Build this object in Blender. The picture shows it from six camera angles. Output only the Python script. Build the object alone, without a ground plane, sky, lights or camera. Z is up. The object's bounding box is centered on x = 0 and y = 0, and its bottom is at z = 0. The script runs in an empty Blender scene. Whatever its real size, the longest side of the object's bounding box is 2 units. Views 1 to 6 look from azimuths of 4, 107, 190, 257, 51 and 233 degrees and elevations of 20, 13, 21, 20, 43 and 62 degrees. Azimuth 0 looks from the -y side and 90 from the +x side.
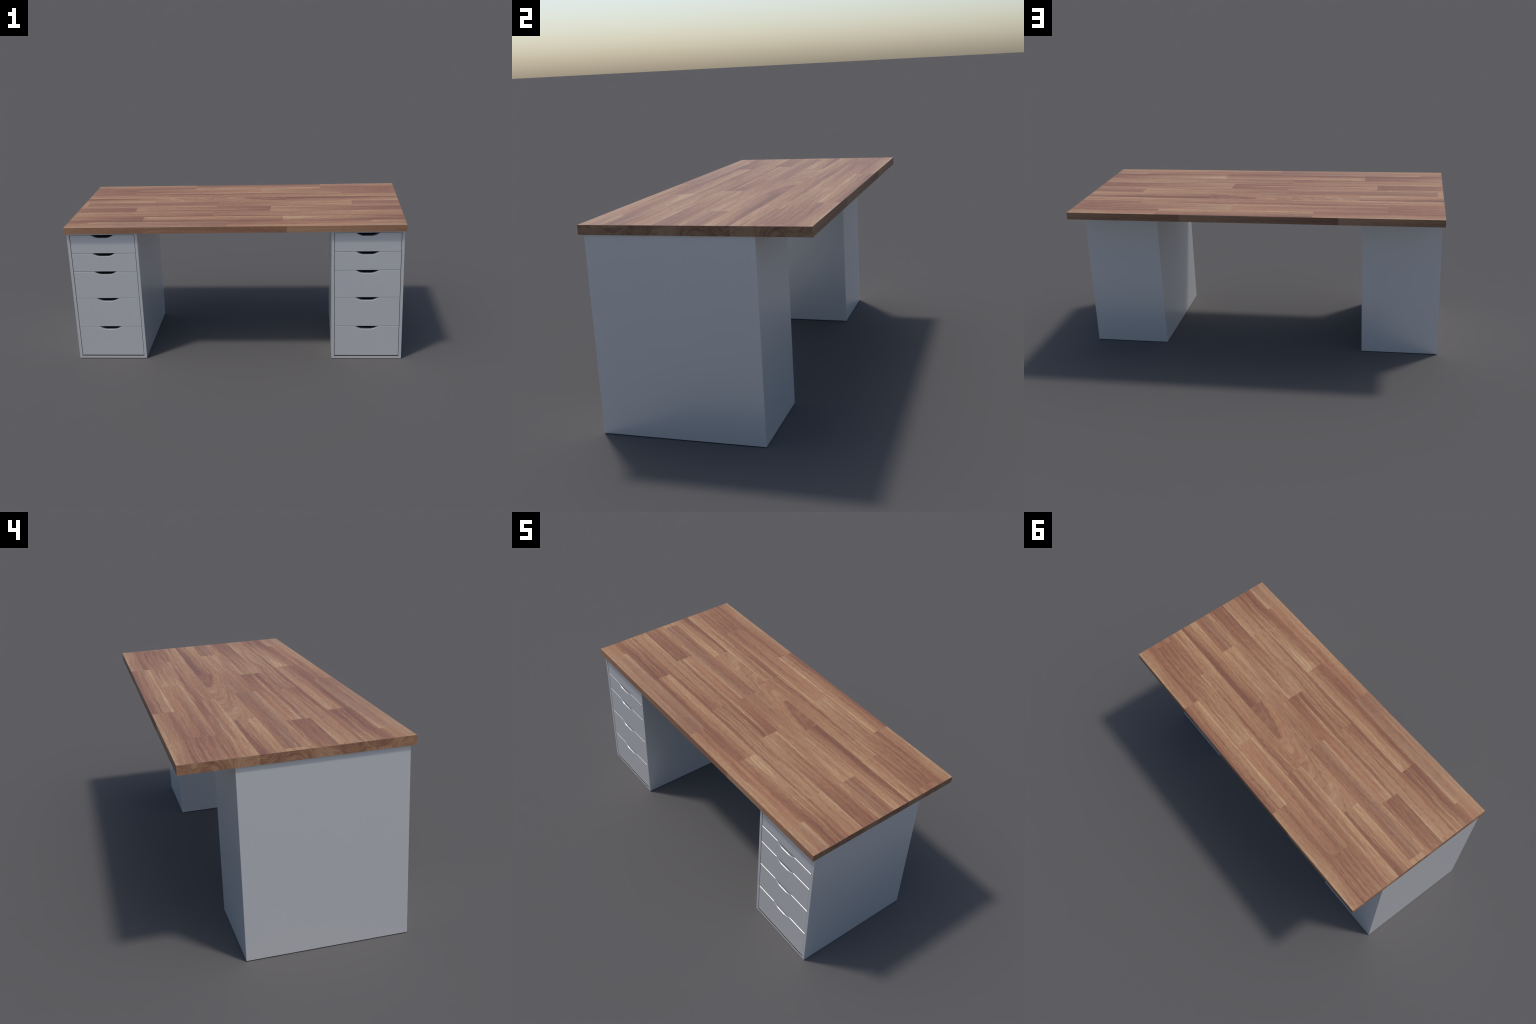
import bpy, bmesh, math, random
from mathutils import Vector

random.seed(7)

# ------------------------------------------------------------------ sizes
TOP_HX, TOP_HY = 1.0, 0.4595          # table top half extents
TOP_Z0, TOP_Z1 = 0.8200, 0.8585       # underside / upper face
STAVE_T = 0.0185                      # thickness of the solid staves
EDGE_T = 0.0007                       # thickness of the edge strips
ROWS = 9
ROW_W = 2 * TOP_HY / ROWS
STAVE_L = 0.8375                      # every stave has the same length

UNIT_X0, UNIT_X1 = 0.5700, 0.9915     # drawer unit, right hand one
UNIT_Y0, UNIT_Y1 = -0.4393, 0.2451
UNIT_H = TOP_Z0
FRAME = 0.0160                        # visible thickness of the carcass panels
GAP = 0.0027
SEAMS = [0.8067, 0.6915, 0.5755, 0.4028, 0.2152, 0.0185]   # joints between drawers
FRONT_T = 0.0185                      # drawer front thickness
RECESS = 0.0017                       # drawer fronts sit this far behind the frame
SLOPE_D, SLOPE_H = 0.0019, 0.0007     # forward slope of a front's upper rim


# ------------------------------------------------------------------ helpers
def link(obj, parent=None):
    bpy.context.scene.collection.objects.link(obj)
    if parent is not None:
        obj.parent = parent
    return obj


def box_mesh(name, x0, x1, y0, y1, z0, z1, origin=(0, 0, 0)):
    ox, oy, oz = origin
    me = bpy.data.meshes.new(name)
    v = [(x - ox, y - oy, z - oz) for z in (z0, z1) for y in (y0, y1) for x in (x0, x1)]
    f = [(0, 2, 3, 1), (4, 5, 7, 6), (0, 1, 5, 4), (2, 6, 7, 3), (0, 4, 6, 2), (1, 3, 7, 5)]
    me.from_pydata(v, [], f)
    me.update()
    return me


class Nodes:
    """small wrapper that keeps node code readable"""

    def __init__(self, name):
        self.mat = bpy.data.materials.new(name)
        self.mat.use_nodes = True
        self.nt = self.mat.node_tree
        self.bsdf = self.nt.nodes["Principled BSDF"]

    def put(self, sock, val):
        if hasattr(val, "is_output"):
            self.nt.links.new(val, sock)
        else:
            sock.default_value = val

    def math(self, op, a, b=0.0, c=None, clamp=False):
        n = self.nt.nodes.new("ShaderNodeMath")
        n.operation = op
        n.use_clamp = clamp
        self.put(n.inputs[0], a)
        self.put(n.inputs[1], b)
        if c is not None:
            self.put(n.inputs[2], c)
        return n.outputs[0]

    def xyz(self):
        tc = self.nt.nodes.new("ShaderNodeTexCoord")
        s = self.nt.nodes.new("ShaderNodeSeparateXYZ")
        self.nt.links.new(tc.outputs["Object"], s.inputs[0])
        return s.outputs

    def vec(self, x, y, z):
        n = self.nt.nodes.new("ShaderNodeCombineXYZ")
        for i, q in enumerate((x, y, z)):
            self.put(n.inputs[i], q)
        return n.outputs[0]

    def noise(self, v, detail=2.0, rough=0.5):
        n = self.nt.nodes.new("ShaderNodeTexNoise")
        n.inputs["Scale"].default_value = 1.0
        n.inputs["Detail"].default_value = detail
        n.inputs["Roughness"].default_value = rough
        self.nt.links.new(v, n.inputs["Vector"])
        return n.outputs[0]

    def smooth(self, val, a, b, lo=0.0, hi=1.0):
        n = self.nt.nodes.new("ShaderNodeMapRange")
        n.interpolation_type = 'SMOOTHSTEP'
        self.put(n.inputs[0], val)
        for i, q in enumerate((a, b, lo, hi)):
            n.inputs[i + 1].default_value = q
        return n.outputs[0]

    def ramp(self, fac, stops):
        n = self.nt.nodes.new("ShaderNodeValToRGB")
        cr = n.color_ramp
        while len(cr.elements) < len(stops):
            cr.elements.new(0.5)
        for e, (p, c) in zip(cr.elements, stops):
            e.position = p
            e.color = (*c, 1)
        self.put(n.inputs[0], fac)
        return n.outputs[0]

    def mix(self, fac, a, b, mode='MIX'):
        n = self.nt.nodes.new("ShaderNodeMix")
        n.data_type = 'RGBA'
        n.blend_type = mode
        self.put(n.inputs[0], fac)
        for s, q in ((n.inputs[6], a), (n.inputs[7], b)):
            self.put(s, (*q, 1) if isinstance(q, tuple) and len(q) == 3 else q)
        return n.outputs[2]

    def finish(self, color, rough=0.5, spec=0.5, bump=None, strength=0.1):
        self.put(self.bsdf.inputs["Base Color"], color)
        self.put(self.bsdf.inputs["Roughness"], rough)
        self.bsdf.inputs["Specular IOR Level"].default_value = spec
        if bump is not None:
            b = self.nt.nodes.new("ShaderNodeBump")
            b.inputs["Strength"].default_value = strength
            b.inputs["Distance"].default_value = 0.0005
            self.nt.links.new(bump, b.inputs["Height"])
            self.nt.links.new(b.outputs[0], self.bsdf.inputs["Normal"])
        return self.mat


# ------------------------------------------------------------------ materials
WOOD_RAMP = [(0.00, (0.150, 0.060, 0.035)),
             (0.30, (0.214, 0.093, 0.050)),
             (0.55, (0.288, 0.144, 0.075)),
             (0.80, (0.358, 0.206, 0.106)),
             (1.00, (0.445, 0.288, 0.158))]
GREY_BROWN = (0.245, 0.142, 0.094)
WARM = (0.360, 0.155, 0.078)


def wood(name, seed, tone=0.55, tilt=0.0, drift=0.0, grey=0.0, warm=0.0, streaks=(),
         contrast=1.0, wave=1.0, arch=None, axis='y', ramp=WOOD_RAMP):
    """Walnut like long grain running along x.
    tone: overall lightness; tilt: change across the stave (front to back);
    drift: change along it (left to right); streaks: (position -0.5..0.5, width, change);
    arch: (x of tip, v of axis, width) of a cathedral figure opening to +x."""
    n = Nodes(name)
    X, Y, Z = n.xyz()
    w_ = ROW_W if axis == 'y' else (TOP_Z1 - TOP_Z0)
    across, other = (Y, Z) if axis == 'y' else (Z, Y)
    u = n.math('DIVIDE', X, STAVE_L)
    s = seed * 3.17
    # slow wander of the fibres, then a tighter ripple
    w1 = n.noise(n.vec(n.math('MULTIPLY', X, 3.2), n.math('MULTIPLY', across, 9.0), s), 1.5)
    w2 = n.noise(n.vec(n.math('MULTIPLY', X, 17.0), n.math('MULTIPLY', across, 26.0), s + 5), 1.0)
    g = n.math('ADD', across, n.math('MULTIPLY', n.math('SUBTRACT', w1, 0.5), 0.024 * wave))
    g = n.math('ADD', g, n.math('MULTIPLY', n.math('SUBTRACT', w2, 0.5), 0.0045 * wave))
    v = n.math('DIVIDE', g, w_)
    if arch:
        tip, axis_v, width = arch
        # nested parabolas: fibres bend round the tongue-shaped heart
        dv = n.math('SUBTRACT', v, axis_v)
        par = n.math('SUBTRACT', n.math('MULTIPLY', n.math('MULTIPLY', dv, dv), 1.0 / (width * width)),
                     n.math('MULTIPLY', n.math('SUBTRACT', X, tip), 6.0))
        par = n.math('SUBTRACT', par, n.math('MULTIPLY', w2, 0.5))
        a_ = n.math('SQRT', n.math('MAXIMUM', n.math('ADD', par, 3.0), 0.0))
        gg = n.math('MULTIPLY', a_, width)
        g = n.math('MULTIPLY', gg, w_)
    s1 = n.noise(n.vec(n.math('MULTIPLY', X, 1.3), n.math('MULTIPLY', g, 58.0), s + 11), 2.0)
    s2 = n.noise(n.vec(n.math('MULTIPLY', X, 3.5), n.math('MULTIPLY', g, 135.0), s + 23), 3.0, 0.65)
    s3 = n.noise(n.vec(n.math('MULTIPLY', X, 32.0), n.math('MULTIPLY', g, 270.0), s + 31), 1.0)
    t = n.math('ADD', n.math('MULTIPLY', v, tilt), tone)
    t = n.math('ADD', t, n.math('MULTIPLY', n.math('SUBTRACT', u, 0.5), drift))
    t = n.math('ADD', t, n.math('MULTIPLY', n.math('SUBTRACT', s1, 0.5), 0.55 * contrast))
    t = n.math('ADD', t, n.math('MULTIPLY', n.math('SUBTRACT', s2, 0.5), 1.0 * contrast))
    t = n.math('ADD', t, n.math('MULTIPLY', n.math('SUBTRACT', s3, 0.5), 0.60))
    for pos, width, amount in streaks:
        d = n.math('ABSOLUTE', n.math('SUBTRACT', v, pos))
        t = n.math('ADD', t, n.smooth(d, 0.0, width, amount, 0.0))
    if arch:
        heart = n.smooth(par, -0.45, 0.05, -0.24, 0.0)
        rim = n.smooth(n.math('ABSOLUTE', n.math('SUBTRACT', par, 0.35)), 0.0, 0.28, 0.16, 0.0)
        t = n.math('ADD', t, n.math('ADD', heart, rim))
    col = n.ramp(t, ramp)
    tint = n.noise(n.vec(n.math('MULTIPLY', X, 1.1), n.math('MULTIPLY', g, 34.0), s + 47), 1.0)
    col = n.mix(n.smooth(tint, 0.42, 0.72, warm * 0.3, 0.22 + warm), col, WARM)
    col = n.mix(n.smooth(tint, 0.58, 0.30, grey * 0.4, 0.10 + grey), col, GREY_BROWN)
    return n.finish(col, rough=0.5, spec=0.34)


def end_grain(name, seed, tone=0.5):
    n = Nodes(name)
    X, Y, Z = n.xyz()
    rnd = random.Random(seed)
    cy, cz = rnd.uniform(-0.05, 0.05), rnd.choice((-1, 1)) * rnd.uniform(0.02, 0.06)
    wob = n.noise(n.vec(seed * 1.3, n.math('MULTIPLY', Y, 55.0), n.math('MULTIPLY', Z, 55.0)), 2.0)
    dy = n.math('SUBTRACT', Y, cy)
    dz = n.math('SUBTRACT', Z, cz)
    r = n.math('SQRT', n.math('ADD', n.math('MULTIPLY', dy, dy), n.math('MULTIPLY', dz, dz)))
    r = n.math('ADD', r, n.math('MULTIPLY', n.math('SUBTRACT', wob, 0.5), 0.014))
    ring = n.noise(n.vec(seed * 2.7, n.math('MULTIPLY', r, 150.0), 0.0), 2.0, 0.6)
    slow = n.noise(n.vec(seed * 4.1, n.math('MULTIPLY', Y, 26.0), n.math('MULTIPLY', r, 40.0)), 1.0)
    t = n.math('ADD', tone, n.math('MULTIPLY', n.math('SUBTRACT', ring, 0.5), 1.1))
    t = n.math('ADD', t, n.math('MULTIPLY', n.math('SUBTRACT', slow, 0.5), 1.0))
    fleck = n.noise(n.vec(seed * 5.3, n.math('MULTIPLY', Y, 420.0), n.math('MULTIPLY', Z, 420.0)), 2.0)
    t = n.math('ADD', t, n.math('MULTIPLY', n.math('SUBTRACT', fleck, 0.5), 0.7))
    col = n.ramp(t, END_RAMP)
    return n.finish(col, rough=0.5, spec=0.5)


END_RAMP = [(0.0, (0.148, 0.062, 0.037)), (0.35, (0.236, 0.110, 0.059)),
            (0.65, (0.315, 0.168, 0.089)), (1.0, (0.400, 0.240, 0.134))]
EDGE_RAMP = [(0.0, (0.158, 0.070, 0.042)), (0.35, (0.228, 0.113, 0.065)),
             (0.65, (0.300, 0.165, 0.093)), (1.0, (0.385, 0.228, 0.133))]


def lacquer():
    n = Nodes("white_lacquer")
    X, Y, Z = n.xyz()
    f = n.noise(n.vec(n.math('MULTIPLY', X, 6.0), n.math('MULTIPLY', Y, 6.0), n.math('MULTIPLY', Z, 6.0)), 2.0)
    col = n.mix(f, (0.79, 0.79, 0.79), (0.81, 0.81, 0.81))
    n.bsdf.inputs["Metallic"].default_value = 0.56
    return n.finish(col, rough=0.32, spec=0.5)


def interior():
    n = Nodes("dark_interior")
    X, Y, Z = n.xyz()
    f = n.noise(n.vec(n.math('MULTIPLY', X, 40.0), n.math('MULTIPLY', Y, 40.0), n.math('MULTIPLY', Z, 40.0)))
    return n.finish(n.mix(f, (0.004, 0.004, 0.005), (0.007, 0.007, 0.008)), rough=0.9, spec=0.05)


WHITE = lacquer()
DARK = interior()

# ------------------------------------------------------------------ the desk
desk = bpy.data.objects.new("desk", None)
link(desk)
desk["label"] = "walnut butcher-block desk top on two white drawer units"
desk["category"] = "desk"

# ---- table top: a core board carrying staves and edge strips
inner_x, inner_y = TOP_HX - EDGE_T, TOP_HY - EDGE_T
core = box_mesh("tabletop", -inner_x, inner_x, -inner_y, inner_y, TOP_Z0, TOP_Z1 - STAVE_T)
core.materials.append(wood("walnut_underside", 90, tone=0.5))
tabletop = link(bpy.data.objects.new("tabletop", core), desk)

# Two stave looks per row, laid alternately; START is where the first one begins.
START = [-0.034, 0.285, -0.140, 0.203, -0.131, 0.288, -0.187, 0.126, -0.324]
STAVES = [
    # from the front edge to the back edge, two looks per row
    (dict(tone=.58, tilt=-.30, drift=.15, warm=.10, streaks=[(-.46, .10, .08), (.10, .14, -.18), (.42, .16, -.20)]),
     dict(tone=.60, tilt=.05, drift=-.35, grey=.30, streaks=[(-.40, .16, .12), (.05, .22, -.18)])),
    (dict(tone=.48, tilt=.15, drift=-.60, streaks=[(-.35, .25, -.15), (.10, .08, .15), (.40, .15, .12)]),
     dict(tone=.55, tilt=.35, drift=-.12, streaks=[(-.30, .20, -.28), (.30, .2, .10)])),
    (dict(tone=.58, tilt=.05, drift=.20, streaks=[(-.42, .10, -.22), (.28, .06, -.15), (-.05, .08, .10)]),
     dict(tone=.58, drift=-.30, tilt=.20, warm=.10, streaks=[(-.40, .16, -.30), (.08, .08, -.15), (.25, .12, .10)])),
    (dict(tone=.48, drift=-.50, streaks=[(.38, .15, .15), (0, .25, -.08)]),
     dict(tone=.50, tilt=.1, drift=-.45, warm=.10, streaks=[(.35, .18, -.18), (-.12, .07, .22), (-.30, .12, -.22), (.10, .08, -.15)])),
    (dict(tone=.60, tilt=.0, drift=.30, warm=.12, streaks=[(.42, .10, .15), (-.30, .16, -.08)]),
     dict(tone=.48, tilt=-.35, drift=-.05, grey=.20, streaks=[(-.44, .14, .22), (.20, .14, -.15), (-.05, .08, -.10)])),
    (dict(tone=.48, tilt=-.45, drift=.35, streaks=[(-.20, .08, .16), (.38, .22, -.15)], wave=1.2),
     dict(tone=.57, drift=-.15, warm=.12, wave=1.3, arch=(0.60, .42, .55))),
    (dict(tone=.58, tilt=-.10, drift=.25, streaks=[(.30, .10, -.20), (.05, .06, -.14), (.44, .08, .12)], wave=1.2),
     dict(tone=.55, tilt=-.30, drift=-.10, warm=.08, streaks=[(.30, .20, -.18), (-.42, .14, .18), (.02, .05, .12)])),
    (dict(tone=.54, drift=-.48, warm=.04, streaks=[(.1, .12, -.1), (-.35, .10, .08)], wave=1.1),
     dict(tone=.56, drift=.28, warm=.12, streaks=[(-.42, .10, .20), (.1, .18, -.10), (-.15, .08, -.12)])),
    (dict(tone=.54, tilt=-.35, streaks=[(-.36, .07, .34), (-.15, .15, .1), (.35, .2, -.12), (.05, .06, -.10)]),
     dict(tone=.56, tilt=.20, drift=-.05, streaks=[(-.25, .22, -.22), (.44, .12, .05), (.10, .06, -.10)])),
]

looks = {}
for row in range(ROWS):
    for k in range(2):
        looks[row, k] = wood("walnut_stave", 1 + row * 2 + k, **STAVES[row][k])

for row in range(ROWS):
    y0 = max(-TOP_HY + row * ROW_W, -inner_y)
    y1 = min(-TOP_HY + (row + 1) * ROW_W, inner_y)
    yc = -TOP_HY + (row + 0.5) * ROW_W
    for i in range(-3, 3):
        a = START[row] + i * STAVE_L
        x0, x1 = max(a, -inner_x), min(a + STAVE_L, inner_x)
        if x1 - x0 < 1e-4:
            continue
        org = (a, yc, TOP_Z1)
        me = box_mesh("stave", x0, x1, y0, y1, TOP_Z1 - STAVE_T, TOP_Z1, org)
        me.materials.append(looks[row, i % 2])
        ob = link(bpy.data.objects.new("stave", me), tabletop)
        ob.location = org

# long edge strips: three lengths each at the front and the back
EDGES = ((-1, -0.525, (dict(tone=.42, drift=-.10, streaks=[(.1, .3, -.15)]), dict(tone=.58, drift=-.45))),
         (1, -0.461, (dict(tone=.46, drift=.60), dict(tone=.52, drift=.60))))
for side, start, edge_looks in EDGES:
    mats = [wood("walnut_edge", 41 + k + side, axis='z', ramp=EDGE_RAMP, contrast=.8, **edge_looks[k])
            for k in range(2)]
    ya, yb = sorted((side * inner_y, side * TOP_HY))
    for i in range(-1, 2):
        a = start + i * STAVE_L
        x0, x1 = max(a, -TOP_HX), min(a + STAVE_L, TOP_HX)
        org = (a, side * TOP_HY, 0.5 * (TOP_Z0 + TOP_Z1))
        me = box_mesh("edge_strip", x0, x1, ya, yb, TOP_Z0, TOP_Z1, org)
        me.materials.append(mats[i % 2])
        link(bpy.data.objects.new("edge_strip", me), tabletop).location = org

# end grain blocks on both short sides, a few of them glued up from two layers
LAYERS = {1: 0.27, 8: 0.58}           # row -> height of the split, measured from the x=-1 end
for side in (-1, 1):
    xa, xb = sorted((side * inner_x, side * TOP_HX))
    for row in range(ROWS):
        y0 = max(-TOP_HY + row * ROW_W, -inner_y)
        y1 = min(-TOP_HY + (row + 1) * ROW_W, inner_y)
        cuts = [TOP_Z0, TOP_Z1]
        if row in LAYERS:
            h = LAYERS[row] if side < 0 else 1 - LAYERS[row]
            cuts.insert(1, TOP_Z0 + h * (TOP_Z1 - TOP_Z0))
        for j in range(len(cuts) - 1):
            org = (side * TOP_HX, 0.5 * (y0 + y1), 0.5 * (TOP_Z0 + TOP_Z1))
            layer = j if side < 0 else len(cuts) - 2 - j
            me = box_mesh("end_grain_block", xa, xb, y0, y1, cuts[j], cuts[j + 1], org)
            t = 0.48 + 0.16 * math.sin(row * 2.4 + layer * 1.9)
            me.materials.append(end_grain("walnut_end_grain", 60 + row * 2 + layer, t))
            link(bpy.data.objects.new("end_grain_block", me), tabletop).location = org


# ---- drawer units
def carcass_mesh():
    """open-fronted cabinet, local origin at the middle of its base"""
    hw = 0.5 * (UNIT_X1 - UNIT_X0)
    hd = 0.5 * (UNIT_Y1 - UNIT_Y0)
    bm = bmesh.new()

    def ring(x, z0, z1, y):
        return [bm.verts.new(p) for p in ((-x, y, z0), (x, y, z0), (x, y, z1), (-x, y, z1))]

    zi0, zi1 = SEAMS[-1] - 0.5 * GAP - 0.0010, SEAMS[0] + 0.5 * GAP
    xi = hw - FRAME
    back = ring(hw, 0, UNIT_H, hd)
    front = ring(hw, 0, UNIT_H, -hd)
    lip = ring(xi, zi0, zi1, -hd)
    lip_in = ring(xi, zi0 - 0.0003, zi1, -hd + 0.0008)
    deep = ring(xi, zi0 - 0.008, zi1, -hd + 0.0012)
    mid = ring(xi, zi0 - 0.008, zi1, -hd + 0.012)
    end = ring(xi, zi0 - 0.008, zi1, hd - FRAME)

    def bridge(a, b, mat):
        for i in range(4):
            f = bm.faces.new((a[i], a[(i + 1) % 4], b[(i + 1) % 4], b[i]))
            f.material_index = mat

    bridge(back, front, 0)
    bridge(front, lip, 0)
    bridge(lip, lip_in, 0)
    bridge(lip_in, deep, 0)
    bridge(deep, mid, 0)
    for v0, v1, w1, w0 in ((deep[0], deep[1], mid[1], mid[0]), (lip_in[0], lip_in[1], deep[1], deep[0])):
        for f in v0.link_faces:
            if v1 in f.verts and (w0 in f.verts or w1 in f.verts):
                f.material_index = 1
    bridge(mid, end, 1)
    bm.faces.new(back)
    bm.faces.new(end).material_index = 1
    bmesh.ops.recalc_face_normals(bm, faces=bm.faces)
    outer = [e for e in bm.edges if all(v in back + front for v in e.verts)]
    bmesh.ops.bevel(bm, geom=outer, offset=0.0008, segments=2, affect='EDGES', profile=0.5)
    me = bpy.data.meshes.new("drawer_cabinet")
    bm.to_mesh(me)
    bm.free()
    me.materials.append(WHITE)
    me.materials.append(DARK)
    return me


def finger_cut(x, half=0.068, flat=0.022, depth=0.0185):
    """depth of the scooped grip in the upper edge of a drawer front"""
    x = abs(x)
    if x >= half:
        return 0.0
    if x <= flat:
        return depth
    return depth * (1 - ((x - flat) / (half - flat)) ** 1.8)


def drawer_mesh(z_low, z_high):
    """front slab with a scooped grip, and the box behind it"""
    hw = 0.5 * (UNIT_X1 - UNIT_X0) - FRAME - GAP - 0.0003
    h = z_high - z_low
    bm = bmesh.new()
    xs = [-hw] + [-0.068 + 0.136 * i / 48 for i in range(49)] + [hw]

    def outline(y, side, low, top):
        pts = [(-hw + side, low), (hw - side, low)]
        pts += [(max(-hw + side, min(hw - side, x)), h - finger_cut(x) - top) for x in reversed(xs)]
        return [bm.verts.new((x, y, z)) for x, z in pts]

    # the upper rim slopes gently forward, the other edges are just eased
    rings = [outline(RECESS, .0005, .0005, SLOPE_H + .0005), outline(RECESS + .0002, 0, 0, SLOPE_H),
             outline(RECESS + SLOPE_D, 0, 0, 0), outline(RECESS + FRONT_T, 0, 0, 0)]
    for a, b in zip(rings, rings[1:]):
        for i in range(len(a)):
            j = (i + 1) % len(a)
            bm.faces.new((a[i], a[j], b[j], b[i]))
    bm.faces.new(list(reversed(rings[0])))
    bm.faces.new(rings[-1])
    bmesh.ops.recalc_face_normals(bm, faces=bm.faces)
    # box: inner front board, floor, two sides and a rear wall, hidden behind the front
    depth, wall = (UNIT_Y1 - UNIT_Y0) - 0.05, 0.012
    top = h - 0.034
    back = RECESS + FRONT_T + .0005
    for a0, a1, b0, b1, c0, c1 in ((-hw + .012, hw - .012, back, back + .010, .0205, h - .0015),
                                  (-hw + .012, hw - .012, back + .0105, depth, .012, .020),
                                  (-hw + .012, -hw + .012 + wall, back + .0105, depth, .0205, top),
                                  (hw - .012 - wall, hw - .012, back + .0105, depth, .0205, top),
                                  (-hw + .0245, hw - .0245, depth - wall, depth, .0205, top)):
        vs = [bm.verts.new((x, y, z)) for z in (c0, c1) for y in (b0, b1) for x in (a0, a1)]
        for q in ((0, 2, 3, 1), (4, 5, 7, 6), (0, 1, 5, 4), (2, 6, 7, 3), (0, 4, 6, 2), (1, 3, 7, 5)):
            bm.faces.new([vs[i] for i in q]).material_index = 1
    me = bpy.data.meshes.new("drawer")
    bm.to_mesh(me)
    bm.free()
    me.materials.append(WHITE)
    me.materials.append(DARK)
    return me


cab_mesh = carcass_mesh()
draw_meshes = []
for hi, lo in zip(SEAMS[:-1], SEAMS[1:]):
    a = lo + 0.5 * GAP + (0.0012 if lo == SEAMS[-1] else 0)
    draw_meshes.append((a, drawer_mesh(a, hi - 0.5 * GAP)))

for side in (-1, 1):
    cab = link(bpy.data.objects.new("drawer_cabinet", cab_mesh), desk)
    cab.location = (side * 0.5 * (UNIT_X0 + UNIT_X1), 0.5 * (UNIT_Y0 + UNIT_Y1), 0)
    for z, me in draw_meshes:
        d = link(bpy.data.objects.new("drawer", me), cab)
        d.location = (0, -0.5 * (UNIT_Y1 - UNIT_Y0), z)
